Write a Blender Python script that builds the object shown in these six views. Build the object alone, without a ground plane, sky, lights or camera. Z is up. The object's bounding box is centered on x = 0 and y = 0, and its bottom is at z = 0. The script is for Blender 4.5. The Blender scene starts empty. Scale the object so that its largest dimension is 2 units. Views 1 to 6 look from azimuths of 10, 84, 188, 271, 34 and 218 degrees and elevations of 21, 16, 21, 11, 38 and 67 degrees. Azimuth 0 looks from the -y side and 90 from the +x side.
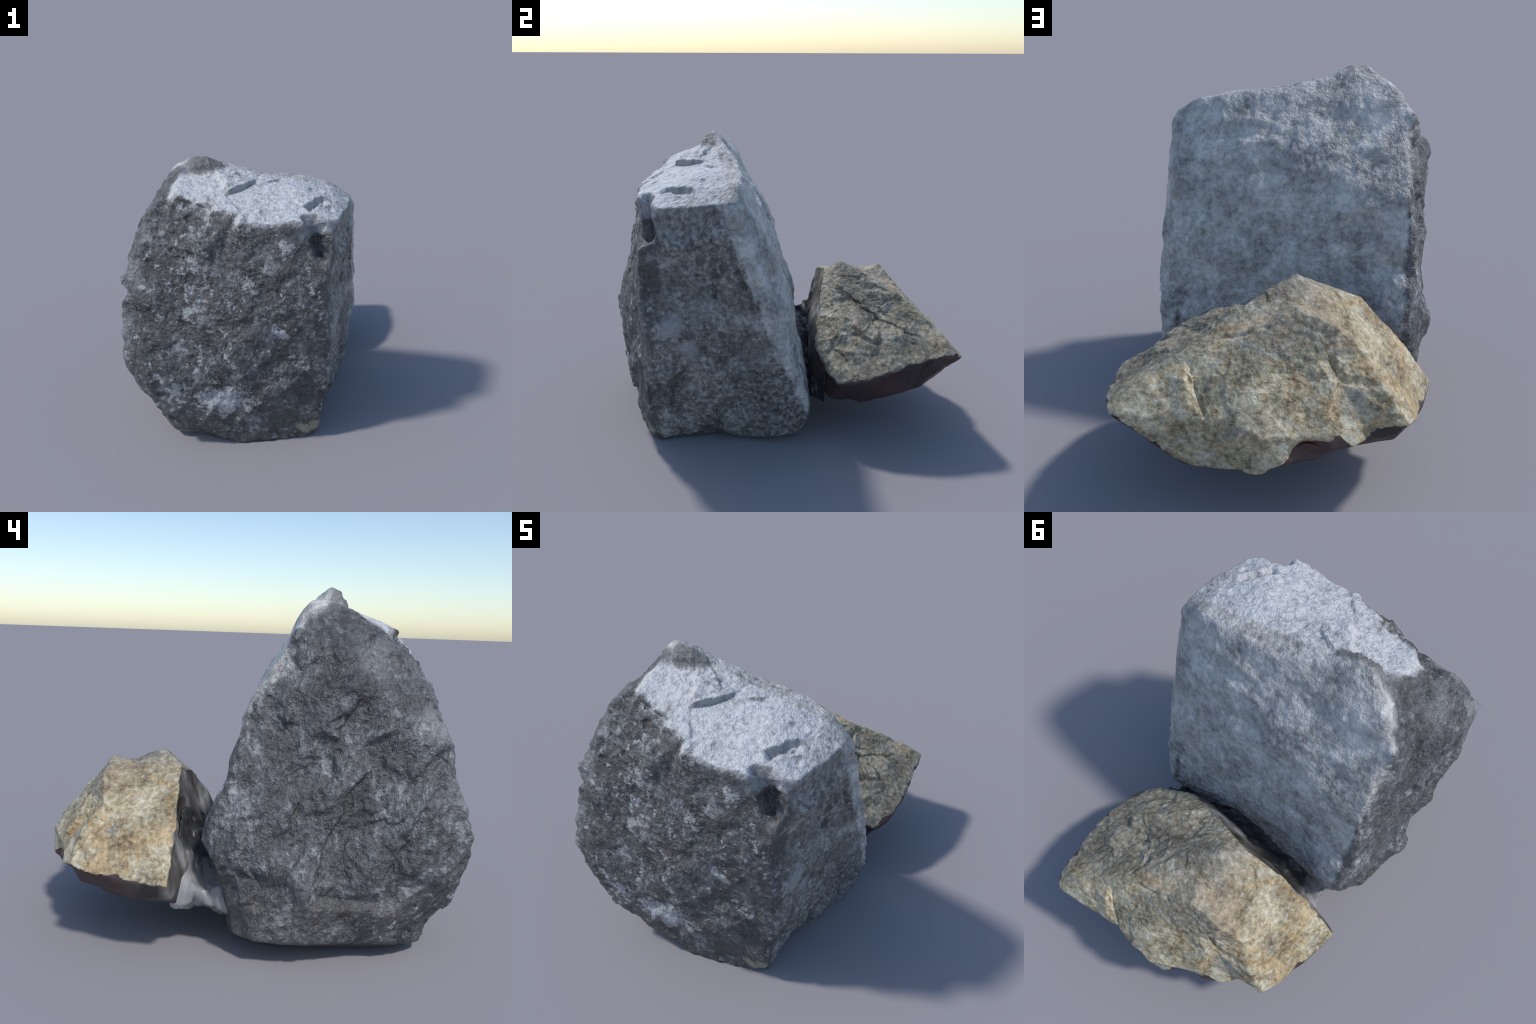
import bpy, math
import numpy as np

# --------------------------------------------------------------------------
#  Two broken quarry stones: a tall dark grey boulder and a tan one that
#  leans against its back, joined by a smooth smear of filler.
#  Each stone = control points on its ridges, corners and faces (grouped by
#  face), skinned as a polyhedron, rounded, then broken up by layered noise,
#  scarps, cracks and chips.
# --------------------------------------------------------------------------

# ------------------------------------------------------------ noise helpers
def _hash(ix, iy, iz, seed):
    h = (ix.astype(np.int64) * 374761393 + iy.astype(np.int64) * 668265263
         + iz.astype(np.int64) * 2147483647 + seed * 1274126177) & 0xFFFFFFFF
    h = ((h ^ (h >> 13)) * 1274126177) & 0xFFFFFFFF
    return ((h ^ (h >> 16)) & 0xFFFFFF).astype(np.float32) / 0xFFFFFF * 2 - 1


def value_noise(p, seed=0):
    i = np.floor(p).astype(np.int64)
    f = (p - i).astype(np.float32)
    f = f * f * f * (f * (f * 6 - 15) + 10)
    out = 0
    for dx in (0, 1):
        wx = f[:, 0] if dx else 1 - f[:, 0]
        for dy in (0, 1):
            wy = f[:, 1] if dy else 1 - f[:, 1]
            for dz in (0, 1):
                wz = f[:, 2] if dz else 1 - f[:, 2]
                out = out + wx * wy * wz * _hash(i[:, 0] + dx, i[:, 1] + dy, i[:, 2] + dz, seed)
    return out


def fbm(p, freq, octaves, seed, gain=0.5, ridged=False):
    out, a = 0, 1.0
    for k in range(octaves):
        # turn every octave a little so the lattice never shows
        c, s = math.cos(0.7 * k + 0.4), math.sin(0.7 * k + 0.4)
        q = np.stack([c * p[:, 0] - s * p[:, 1], s * p[:, 0] + c * p[:, 1], p[:, 2] + 0.31 * p[:, 0]], 1)
        n = value_noise(q * freq * 2 ** k + 17.3 * k, seed + k)
        out = out + a * ((1 - 2 * np.abs(n)) if ridged else n)
        a *= gain
    return out


def sstep(a, b, x):
    t = np.clip((x - a) / (b - a), 0, 1)
    return t * t * (3 - 2 * t)


# ------------------------------------------------------- polyhedron skinning
def sphere_dirs(level):
    import bmesh
    bm = bmesh.new()
    bmesh.ops.create_icosphere(bm, subdivisions=level, radius=1.0)
    me = bpy.data.meshes.new("tmp")
    bm.to_mesh(me)
    bm.free()
    n = len(me.vertices)
    d = np.empty(n * 3, np.float32)
    me.vertices.foreach_get("co", d)
    t = np.empty(len(me.polygons) * 3, np.int32)
    me.polygons.foreach_get("vertices", t)
    bpy.data.meshes.remove(me)
    d = d.reshape(-1, 3).astype(np.float64)
    return d / np.linalg.norm(d, axis=1)[:, None], t.reshape(-1, 3)


def skin_triangles(dirs):
    """Delaunay triangles on the sphere = faces of the hull of the directions."""
    import bmesh
    bm = bmesh.new()
    vs = [bm.verts.new(d) for d in dirs]
    bm.verts.index_update()
    res = bmesh.ops.convex_hull(bm, input=vs)
    bmesh.ops.triangulate(bm, faces=bm.faces[:])
    tris = [[v.index for v in f.verts] for f in bm.faces]
    bm.free()
    return np.array(tris)


def skin(points, centre, dirs):
    """distance from the centre to the skinned polyhedron along every direction"""
    q = np.array(points) - centre
    r = np.linalg.norm(q, axis=1)
    tris = skin_triangles(q / r[:, None])
    rad = np.zeros(len(dirs))
    best = np.full(len(dirs), -1e9)
    for t in tris:
        m = q[t].T
        mid = (q[t] / r[t][:, None]).sum(0)
        mid /= np.linalg.norm(mid)
        reach = min((q[t] @ mid) / r[t]) - .02
        near = np.flatnonzero(dirs @ mid > reach)
        if abs(np.linalg.det(m)) < 1e-9:
            continue
        w = dirs[near] @ np.linalg.inv(m).T    # dir = m @ w
        lo = w.min(1) / np.abs(w).sum(1)
        hit = lo > best[near]
        best[near[hit]] = lo[hit]
        rad[near[hit]] = 1.0 / w[hit].sum(1)
    return rad


def rounded_skin(points, centre, dirs, edges, times, passes=3):
    """round the polyhedron off, but pull it back out so that it still meets its points"""
    q = np.array(points) - centre
    want = np.linalg.norm(q, axis=1)
    u = q / want[:, None]
    at = np.array([np.argmax(dirs @ d) for d in u])
    r = want.copy()
    for k in range(passes):
        rad = relax(skin(centre + u * r[:, None], centre, dirs), edges, len(dirs), times)
        if k < passes - 1:
            r = r + np.clip(.8 * (want - rad[at]), -.03, .03)
    return rad


def edge_list(tris):
    e = np.concatenate([tris[:, [0, 1]], tris[:, [1, 2]], tris[:, [2, 0]]])
    return e


def relax(val, edges, n, times, amount=0.5):
    deg = np.bincount(edges[:, 0], minlength=n) + np.bincount(edges[:, 1], minlength=n)
    for _ in range(times):
        if val.ndim == 1:
            s = np.bincount(edges[:, 0], val[edges[:, 1]], n) + np.bincount(edges[:, 1], val[edges[:, 0]], n)
            val = val + amount * (s / deg - val)
        else:
            val = np.stack([relax(val[:, k], edges, n, 1, amount) for k in range(val.shape[1])], 1)
    return val


def vertex_normals(p, tris):
    fn = np.cross(p[tris[:, 1]] - p[tris[:, 0]], p[tris[:, 2]] - p[tris[:, 0]])
    n = np.zeros_like(p)
    for k in range(3):
        for a in range(3):
            n[:, a] += np.bincount(tris[:, k], fn[:, a], len(p))
    return n / np.maximum(np.linalg.norm(n, axis=1), 1e-12)[:, None]


def polyline_distance(p, pts):
    pts = np.array(pts, float)
    best = np.full(len(p), 9.0)
    along = np.zeros(len(p))
    for k, (a, b) in enumerate(zip(pts[:-1], pts[1:])):
        ab = b - a
        s = np.clip(((p - a) @ ab) / (ab @ ab), 0, 1)
        d = np.linalg.norm(p - a - s[:, None] * ab, axis=1)
        m = d < best
        best[m] = d[m]
        along[m] = (k + s[m]) / (len(pts) - 1)
    return best, along


def crack(p, pts, width, depth, wob=0.01, seed=5):
    """a V-shaped fissure along a polyline, fading at both ends"""
    q = p + wob * np.stack([value_noise(p * 22, seed), value_noise(p * 22, seed + 1), value_noise(p * 22, seed + 2)], 1)
    d, s = polyline_distance(q, pts)
    return -depth * np.clip(1 - d / width, 0, 1) ** 0.8 * sstep(0, .15, s) * sstep(0, .15, 1 - s)


def valley(p, pts, width, depth, wob=.018, seed=15):
    """a smooth trough along a polyline with one steep and one shallow bank"""
    q = p + wob * np.stack([value_noise(p * 9, seed), value_noise(p * 9, seed + 1), value_noise(p * 9, seed + 2)], 1)
    d, s = polyline_distance(q, pts)
    w = width * (.75 + .5 * value_noise(p * 6, seed + 3))
    t = np.clip(1 - d / np.maximum(w, .01), 0, 1)
    return -depth * t ** 1.3 * (1 + .25 * value_noise(p * 30, seed + 5)) * sstep(-.05, .25, s) * sstep(-.05, .25, 1 - s)


def ledge(p, pts, face, height, reach, soft=.009, wob=.016, seed=25):
    """one side of a broken line stands proud (the right-hand side, going down the line)"""
    q = p + wob * np.stack([value_noise(p * 10, seed + k) + .4 * value_noise(p * 28, seed + 7 + k) for k in range(3)], 1)
    pts = np.array(pts, float)
    best, sd, along = np.full(len(p), 9.0), np.zeros(len(p)), np.zeros(len(p))
    for k, (a, b) in enumerate(zip(pts[:-1], pts[1:])):
        ab = b - a
        t = np.clip(((q - a) @ ab) / (ab @ ab), 0, 1)
        v = q - a - t[:, None] * ab
        d = np.linalg.norm(v, axis=1)
        right = np.cross(ab, np.array(face, float))
        m = d < best
        best[m], along[m] = d[m], (k + t[m]) / (len(pts) - 1)
        sd[m] = np.sign(v[m] @ right) * d[m]
    fade = (1 - sstep(.3 * reach, reach, best)) * sstep(0, .2, along) * sstep(0, .2, 1 - along)
    return height * (sstep(-soft, soft, sd) - .3) * fade


def dent(p, centre, radii, depth, sharp=1.0):
    d = np.linalg.norm((p - np.array(centre)) / np.array(radii), axis=1)
    return -depth * np.clip(1 - d ** 2, 0, 1) ** sharp


def mesh_object(name, p, tris, mat, smooth=True):
    me = bpy.data.meshes.new(name)
    me.vertices.add(len(p))
    me.vertices.foreach_set("co", p.astype(np.float32).ravel())
    me.loops.add(len(tris) * 3)
    me.loops.foreach_set("vertex_index", tris.astype(np.int32).ravel())
    me.polygons.add(len(tris))
    me.polygons.foreach_set("loop_start", np.arange(0, len(tris) * 3, 3, dtype=np.int32))
    me.polygons.foreach_set("use_smooth", np.full(len(tris), smooth))
    me.update(calc_edges=True)
    me.validate()
    me.materials.append(mat)
    o = bpy.data.objects.new(name, me)
    bpy.context.collection.objects.link(o)
    return o


# ------------------------------------------------------------------ materials
class Nodes:
    def __init__(self, name):
        self.mat = bpy.data.materials.new(name)
        self.mat.use_nodes = True
        self.t = self.mat.node_tree
        self.t.nodes.clear()
        self.out = self.t.nodes.new("ShaderNodeOutputMaterial")
        self.b = self.t.nodes.new("ShaderNodeBsdfPrincipled")
        self.t.links.new(self.b.outputs[0], self.out.inputs[0])
        self.co = self.t.nodes.new("ShaderNodeTexCoord").outputs["Object"]

    def link(self, a, b):
        if hasattr(a, "is_linked") or hasattr(a, "links"):
            self.t.links.new(a, b)
        else:
            b.default_value = a

    def math(self, op, a, b=0.0, clamp=False):
        n = self.t.nodes.new("ShaderNodeMath")
        n.operation, n.use_clamp = op, clamp
        self.link(a, n.inputs[0]); self.link(b, n.inputs[1])
        return n.outputs[0]

    def noise(self, scale, detail=6, rough=0.6, stretch=(1, 1, 1), shift=0.0, distort=0.0, rot=(0, 0, 0)):
        m = self.t.nodes.new("ShaderNodeMapping")
        m.inputs["Scale"].default_value = stretch
        m.inputs["Location"].default_value = (shift, shift * .7, -shift)
        m.inputs["Rotation"].default_value = rot
        self.t.links.new(self.co, m.inputs[0])
        n = self.t.nodes.new("ShaderNodeTexNoise")
        n.inputs["Scale"].default_value = scale
        n.inputs["Detail"].default_value = detail
        n.inputs["Roughness"].default_value = rough
        n.inputs["Distortion"].default_value = distort
        self.t.links.new(m.outputs[0], n.inputs["Vector"])
        return n.outputs["Fac"]

    def ramp(self, fac, stops):
        n = self.t.nodes.new("ShaderNodeValToRGB")
        r = n.color_ramp
        while len(r.elements) < len(stops):
            r.elements.new(0.5)
        for e, (pos, col) in zip(r.elements, stops):
            e.position = pos
            e.color = (*col, 1) if len(col) == 3 else (col[0],) * 3 + (1,)
        self.link(fac, n.inputs[0])
        return n.outputs[0]

    def step(self, v, lo, hi):
        n = self.t.nodes.new("ShaderNodeMapRange")
        n.interpolation_type = "SMOOTHSTEP"
        n.inputs["From Min"].default_value = lo
        n.inputs["From Max"].default_value = hi
        self.link(v, n.inputs["Value"])
        return n.outputs[0]

    def mix(self, f, a, b, mode="MIX"):
        n = self.t.nodes.new("ShaderNodeMix")
        n.data_type, n.blend_type = "RGBA", mode
        self.link(f, n.inputs["Factor"])
        for x, i in ((a, 6), (b, 7)):
            self.link((*x, 1) if isinstance(x, tuple) and len(x) == 3 else x, n.inputs[i])
        return n.outputs[2]

    def plane(self, normal, d):
        """signed distance of the surface point to a plane"""
        n = self.t.nodes.new("ShaderNodeVectorMath")
        n.operation = "DOT_PRODUCT"
        v = np.array(normal, float); v /= np.linalg.norm(v)
        self.t.links.new(self.co, n.inputs[0])
        n.inputs[1].default_value = tuple(v)
        return self.math("SUBTRACT", n.outputs["Value"], d)

    def bump(self, h, strength, dist):
        n = self.t.nodes.new("ShaderNodeBump")
        n.inputs["Strength"].default_value = strength
        n.inputs["Distance"].default_value = dist
        self.link(h, n.inputs["Height"])
        self.t.links.new(n.outputs[0], self.b.inputs["Normal"])


def plain(name, col, rough=.7):
    m = Nodes(name)
    m.b.inputs["Base Color"].default_value = (*col, 1)
    m.b.inputs["Roughness"].default_value = rough
    return m.mat


# ------------------------------------------------------- the tall grey boulder
GREY_CENTRE = np.array((0.02, -0.40, 0.76))
GREY = dict(
    summit_ridge=[(-.259, -.36, 1.664), (-.162, -.380, 1.655), (-.16, -.36, 1.650), (-.034, -.327, 1.603),
                  (-.36, -.30, 1.612), (-.41, -.241, 1.574), (-.17, -.30, 1.640), (-.08, -.30, 1.615)],
    summit_foot=[(-.343, -.435, 1.569), (-.136, -.413, 1.583), (-.26, -.425, 1.572)],
    plateau=[(-.31, -.63, 1.498), (-.096, -.69, 1.455), (.055, -.738, 1.430), (.221, -.413, 1.536), (-.01, -.574, 1.505),
             (.40, -.50, 1.492), (.30, -.62, 1.462), (.54, -.45, 1.455)],
    plateau_front=[(.076, -.789, 1.380), (.211, -.777, 1.375), (.363, -.788, 1.400), (.50, -.74, 1.390), (.61, -.664, 1.368)],
    plateau_back=[(.128, -.345, 1.565), (.40, -.235, 1.508), (.55, -.25, 1.47), (.660, -.272, 1.400), (.662, -.45, 1.384)],
    left_shoulder=[(-.48, -.23, 1.475), (-.468, -.413, 1.476), (-.461, -.546, 1.457), (-.445, -.635, 1.424), (-.515, -.58, 1.378), (-.508, -.655, 1.366),
                   (-.549, -.713, 1.28), (-.542, -.762, 1.249), (-.56, -.79, 1.205), (-.385, -.635, 1.40)],
    pit=[(-.23, -.80, 1.19), (-.409, -.757, 1.27), (-.022, -.80, 1.21), (-.17, -.765, 1.34), (-.11, -.818, 1.26), (-.29, -.70, 1.395), (-.225, -.672, 1.462), (-.165, -.70, 1.38)],
    front_left_edge=[(-.62, -.845, 1.04), (-.613, -.866, .95), (-.60, -.89, .87), (-.605, -.930, .776),
                     (-.580, -.985, .63), (-.48, -1.0, .49), (-.60, -.88, .48), (-.425, -.96, .285), (-.41, -.865, .185), (-.37, -.835, .05)],
    front=[(.342, -.789, 1.25), (.114, -.835, 1.027), (-.228, -.884, .907), (-.056, -.928, .352), (-.309, -.971, .461),
           (.305, -.841, .755), (.303, -.836, .896), (.349, -.812, .982), (.378, -.809, .558), (-.287, -.925, .772),
           (-.171, -.836, 1.14), (.288, -.833, .665), (.05, -.922, .66), (.22, -.872, .37), (.32, -.795, .18), (.44, -.80, .67), (.08, -.915, .42), (.17, -.835, .14), (.05, -.85, .06), (-.15, -.952, .55), (-.45, -.88, 1.03), (.45, -.785, 1.1)],
    front_foot=[(.027, -.857, .0), (.354, -.775, .0), (-.175, -.81, .0), (.45, -.765, .101), (.478, -.72, .01), (-.17, -.925, .19)],
    front_right_edge=[(.555, -.732, 1.216), (.590, -.685, 1.28), (.572, -.770, 1.15), (.55, -.78, 1.04), (.541, -.777, .94), (.538, -.772, .88), (.551, -.762, .76),
                      (.562, -.748, .66), (.579, -.738, .58), (.571, -.742, .465), (.557, -.762, .37), (.528, -.765, .24), (.504, -.752, .12)],
    right=[(.625, -.575, 1.15), (.650, -.381, 1.20), (.630, -.428, 1.094), (.605, -.587, .746), (.579, -.504, .53), (.615, -.33, .7), (.585, -.36, .35),
           (.55, -.366, .10), (.575, -.60, .95), (.575, -.60, .82), (.612, -.55, 1.24), (.640, -.42, 1.29), (.60, -.25, .45), (.665, -.306, 1.137), (.60, -.45, .85), (.515, -.54, .17)],
    right_back_edge=[(.688, -.235, 1.25), (.685, -.165, 1.042), (.69, -.08, .833), (.685, -.025, .588), (.665, .06, .45), (.62, .13, .2), (.62, .05, .13), (.58, -.02, .06),
                     (.51, .08, .02), (.52, -.19, .01), (.605, -.1, .2)],
    back_chamfer=[(.60, -.165, 1.30), (.607, -.08, 1.1), (.60, -.005, .85), (.60, .045, .6)],
    back=[(.1, -.233, 1.537), (.1, -.155, 1.405), (.1, -.090, 1.289), (.1, -.048, 1.18), (.1, -.012, 1.072), (.1, .032, .909), (.1, .095, .71),
          (.1, .12, .5), (.1, .16, .2), (.40, .15, .18), (-.3, .095, .8), (-.25, -.018, 1.18), (.43, .125, .45), (.42, -.06, 1.15), (-.3, .16, .5), (.44, .04, .8), (.32, .09, .6)],
    back_left_edge=[(-.50, -.181, 1.449), (-.477, -.111, 1.323), (-.504, -.038, 1.211), (-.511, .001, 1.141), (-.531, .051, .973),
                    (-.546, .074, .818), (-.532, .137, .722), (-.505, .195, .56), (-.555, .14, .49), (-.539, .075, .294), (-.53, .034, .125), (-.30, .06, .02)],
    left=[(-.585, -.45, 1.05), (-.605, -.43, .58), (-.635, -.75, .55), (-.64, -.1, .5), (-.563, -.15, .85), (-.555, -.22, 1.0), (-.688, -.27, .38), (-.655, -.12, .34), (-.605, -.65, .30), (-.635, -.40, .28),
          (-.575, -.41, 1.285), (-.54, -.30, 1.33), (-.60, .0, .3), (-.59, -.62, 1.18), (-.548, -.38, 1.39), (-.57, -.31, 1.25), (-.64, -.60, .43), (-.63, -.73, 1.02)],
    foot=[(-.616, -.049, .132), (-.645, -.177, .130), (-.61, -.316, .125), (-.57, -.45, .11), (-.545, -.52, .105), (-.525, -.662, .10), (-.45, -.76, .07),
          (-.4, -.1, .02), (-.42, -.35, .02), (-.38, -.62, .015), (.1, -.3, .0), (.1, .08, .03), (.45, -.36, .01)],
)

TAN_CENTRE = np.array((0.0, 0.58, 0.47))
TAN = dict(
    crest=[(-.093, .674, .827), (.012, .721, .773), (.189, .753, .728), (.248, .754, .720), (.29, .892, .606), (.48, .915, .578), (-.247, .682, .777)],
    top=[(.146, .592, .789), (-.02, .55, .81), (-.276, .43, .747), (-.2, .56, .79)],
    peak=[(-.052, .418, .871), (-.143, .328, .811), (-.33, .316, .749), (.015, .288, .748), (.202, .236, .624), (.354, .196, .479), (.603, .288, .366),
          (-.2, .37, .80)],
    rugged=[(.164, .373, .693), (.322, .572, .640), (.465, .63, .602), (.43, .70, .60), (.631, .78, .510), (.43, .43, .585), (.25, .47, .695), (.30, .34, .635), (.52, .34, .47)],
    right_foot=[(.645, .388, .403), (.667, .535, .439), (.646, .694, .488), (.624, .829, .502), (.60, .955, .515), (.565, 1.0, .485)],
    front=[(-.28, .763, .591), (-.371, .653, .66), (-.446, .727, .56), (-.546, .771, .431), (.05, .84, .64)],
    front_foot=[(.40, .985, .478), (.206, .955, .476), (.097, .975, .48), (-.034, .99, .441), (-.09, .98, .33), (-.143, .943, .365),
                (-.287, .862, .423), (-.346, .855, .363), (-.42, .80, .38)],
    left=[(-.66, .32, .383), (-.58, .7, .41), (-.63, .5, .39), (-.5, .31, .58)],
    under=[(.40, .93, .30), (.315, .86, .195), (.60, .42, .27), (.61, .56, .30), (.0, .965, .272), (.2, .945, .262), (.2, .69, .125), (.5, .57, .225), (.5, .74, .265), (.5, .44, .195), (0, .5, .125), (-.3, .5, .17), (-.504, .73, .33),
           (-.61, .469, .301), (-.64, .31, .32), (-.5, .3, .24), (.52, .26, .245), (-.3, .75, .25)],
    back=[(.42, .17, .33), (.0, .20, .50), (.0, .245, .60), (-.30, .26, .58), (.22, .18, .48), (-.42, .25, .42), (.0, .26, .15), (.2, .2, .3), (-.25, .24, .3)],
)



def worley(p, seed=0):
    """offset from the nearest scattered cell point, and that cell's own random triple"""
    i = np.floor(p).astype(np.int32)
    f = (p - i).astype(np.float32)
    f1 = np.full(len(p), 9.0, np.float32)
    off = np.zeros((len(p), 3), np.float32)
    rnd = np.zeros((len(p), 3), np.float32)
    for dx in (0, -1, 1):
        for dy in (0, -1, 1):
            for dz in (0, -1, 1):
                # cells whose box is already farther away than the best hit cannot win
                gap = 0
                for k, s in ((0, dx), (1, dy), (2, dz)):
                    if s:
                        gap = gap + ((1 - f[:, k]) if s > 0 else f[:, k]) ** 2
                m = np.flatnonzero(gap < f1) if dx or dy or dz else slice(None)
                c = i[m]
                j = np.stack([_hash(c[:, 0] + dx, c[:, 1] + dy, c[:, 2] + dz, seed + k) for k in (0, 1, 2)], 1) * .5 + .5
                v = f[m] - j - np.array((dx, dy, dz), np.float32)
                d = (v * v).sum(1)
                w = d < f1[m]
                idx = np.arange(len(p))[m][w]
                f1[idx] = d[w]
                off[idx] = v[w]
                rnd[idx] = j[w]
    return off, rnd[:, [1, 2, 0]] * 2 - 1


def facets(p, freq, seed, warp=0.25, squash=(1, 1, 1)):
    """broken-stone relief: every cell is a small plane with its own tilt"""
    q = p * freq * np.array(squash)
    q = q + warp * np.stack([value_noise(q * 2.3, seed + 11), value_noise(q * 2.3, seed + 12), value_noise(q * 2.3, seed + 13)], 1)
    off, tilt = worley(q, seed)
    return (off * tilt).sum(1) + .35 * tilt[:, 0]


def face_weight(n, normal, lo, hi):
    v = np.array(normal, float); v /= np.linalg.norm(v)
    return sstep(lo, hi, n @ v)


def build_grey(level):
    dirs, tris = sphere_dirs(level)
    pts = [p for group in GREY.values() for p in group]
    edges = edge_list(tris)
    N = len(dirs)
    rad = rounded_skin(pts, GREY_CENTRE, dirs, edges, 8 * 4 ** (level - 8))
    p = GREY_CENTRE + dirs * rad[:, None]
    n = vertex_normals(p, tris)
    n = relax(n, edges, N, 12)
    n /= np.linalg.norm(n, axis=1)[:, None]
    x, y, z = p.T

    top = face_weight(n, (.14, -.28, .95), .70, .90)
    back = face_weight(n, (0, .9, .42), .70, .9)
    right = face_weight(n, (.98, -.2, 0), .70, .9)
    left = face_weight(n, (-.98, 0, .1), .45, .8)
    front = face_weight(n, (0, -1, 0), .45, .8)

    # ---- general weathering, rougher on the broken front and left
    rough = np.clip(.8 * front + 1.0 * left + .75 * right + .35 * top + .40 * back, .25, 1.1)
    # the left breaks along slanting ridges: stretch its facets that way
    run = np.array((0, -.55, .83))
    ps = p - .55 * (p @ run)[:, None] * run
    pw = ps + .05 * np.stack([value_noise(p * 5, 41), value_noise(p * 5, 42), value_noise(p * 5, 43)], 1)
    d = rough * .009 * fbm(p, 5, 3, 3)
    d += (1 - left) * rough * (.012 * facets(p, 5.0, 31) + .008 * facets(p, 13.0, 47, squash=(1, 1, .8)))
    d += left * (.012 * fbm(pw, 3.0, 2, 21, ridged=True) - .002 + .019 * facets(pw, 4.6, 33))
    d = relax(d, edges, N, 6)                        # worn arrises
    d += left * (.007 * facets(pw, 17.0, 49) + .005 * fbm(pw, 14, 3, 23, ridged=True) - .002)
    d += (1 - left) * rough * .005 * fbm(p, 15, 3, 25, ridged=True)
    d += rough * .0032 * facets(pw, 34.0, 53)
    d = relax(d, edges, N, 1)
    d = np.clip(d, -.04, .020) - .0025
    d += (.3 + rough) * .0032 * fbm(pw, 36, 3, 9)
    d += back * (.008 * fbm(p, 7, 3, 61) + .0015 * fbm(p, 24, 2, 65))

    # ---- the sheet step on the pale top: the west sheet stands higher
    step_line = [(-.05, -.61), (-.033, -.590), (-.005, -.574), (.059, -.516), (.105, -.46), (.120, -.40), (.128, -.34)]
    q2 = np.stack([x, y, np.zeros(N)], 1)
    w = .010 * np.stack([value_noise(p * 25, 71), value_noise(p * 25, 72), np.zeros(N)], 1)
    dist, s = polyline_distance(q2 + w, [(a, b, 0) for a, b in step_line])
    west = (x - .04) * .60 - (y + .53) * -.8 * 0 + 0
    # side of the line: sign from the rough direction of the step (it runs north-east)
    side = -((x - np.interp(y, [b for a, b in step_line], [a for a, b in step_line])))
    on = top * sstep(0, .25, s) * (1 - sstep(.12, .30, dist)) * (z > 1.3)
    d += on * (sstep(-.007, .007, side) * (.008 + .024 * sstep(.15, .30, s) * sstep(.85, .5, s)) * (1 + .4 * value_noise(p * 30, 75)) - .010)
    # lens-shaped scar
    d += (z > 1.3) * crack(p, [(.175, -.44, 1.515), (.22, -.412, 1.53), (.262, -.375, 1.54)], .016, .018)
    # small nicks along the bedding of the worn right part
    rng = np.random.default_rng(12)
    for k in range(16):
        cx, cy = rng.uniform(-.1, .62), rng.uniform(-.68, -.30)
        ln, an = rng.uniform(.02, .055), rng.normal(.5, .25)
        ax, ay = ln * math.cos(an), ln * math.sin(an)
        zc = 1.572 / .949 - .145 * cx + .297 * cy
        d += (z > 1.3) * crack(p, [(cx - ax, cy - ay, zc + .145 * ax - .297 * ay), (cx, cy, zc + .004), (cx + ax, cy + ay, zc - .145 * ax + .297 * ay)],
                               .030, rng.uniform(.010, .020), wob=.008)
    # gash near the front-right corner, with a rib inside it
    gq = p + .012 * np.stack([value_noise(p * 30, 81), value_noise(p * 30, 82), value_noise(p * 30, 83)], 1)
    dg, sg = polyline_distance(gq, [(.44, -.655, 1.425), (.46, -.624, 1.44), (.50, -.555, 1.445), (.545, -.483, 1.437)])
    d -= .046 * np.clip(1 - dg / (.030 + .014 * value_noise(p * 18, 84)), 0, 1) ** .9 * sstep(0, .25, sg) * sstep(0, .2, 1 - sg)
    dg2, _ = polyline_distance(gq, [(.475, -.59, 1.44), (.52, -.52, 1.44)])
    d += .024 * np.clip(1 - dg2 / .012, 0, 1)

    # ---- notch broken out of the front-right corner
    # crisp wall where a flake has left the plateau edge
    ex, ey = np.array((-.314, -.639)), np.array((-.096, -.69))
    u = ((x - ex[0]) * (ey[0] - ex[0]) + (y - ex[1]) * (ey[1] - ex[1])) / ((ey - ex) ** 2).sum()
    out = -((y - ex[1]) - (x - ex[0]) * (ey[1] - ex[1]) / (ey[0] - ex[0])) + .008 * value_noise(p * 28, 121)
    wl = (z > 1.25) * sstep(-.15, .05, u) * sstep(1.02, .98, u)
    d -= wl * .026 * sstep(.002, .012, out) * sstep(.16, .05, out)
    nq = p + .008 * np.stack([value_noise(p * 26, 85), value_noise(p * 26, 86), value_noise(p * 26, 87)], 1)
    dn, sn = polyline_distance(nq, [(.475, -.745, 1.46), (.500, -.765, 1.40), (.525, -.75, 1.31), (.545, -.745, 1.245)])
    d -= .082 * (1 - sstep(.030, .082, dn))

    # ---- slab standing proud on the upper right face
    scarp = [(.615, -.66, 1.125), (.64, -.60, 1.118), (.66, -.53, 1.155), (.668, -.48, 1.182), (.668, -.42, 1.195), (.668, -.392, 1.222), (.662, -.355, 1.185), (.662, -.274, 1.175)]
    d += right * ledge(p, scarp[::-1], (1, 0, 0), .030, .13, soft=.005, wob=.014, seed=151)
    d += .8 * right * crack(p, [(a, b, c - .008) for a, b, c in scarp], .022, .018, wob=.012, seed=155)
    rng = np.random.default_rng(5)
    for k in range(18):                      # short curved splits, most of them below the slab
        cy, cz, ln, an = rng.uniform(-.62, -.05), rng.uniform(.15, 1.12), rng.uniform(.03, .08), rng.normal(-1.0, .35)
        ay, az = ln * math.cos(an), ln * math.sin(an)
        xs = .63
        line = [(xs, cy - ay, cz - az), (xs, cy + rng.normal(0, .012), cz), (xs, cy + ay, cz + az)]
        flat = p.copy(); flat[:, 0] = xs
        d += right * crack(flat, line, rng.uniform(.014, .024), rng.uniform(.014, .030), wob=.012, seed=160 + k)
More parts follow.
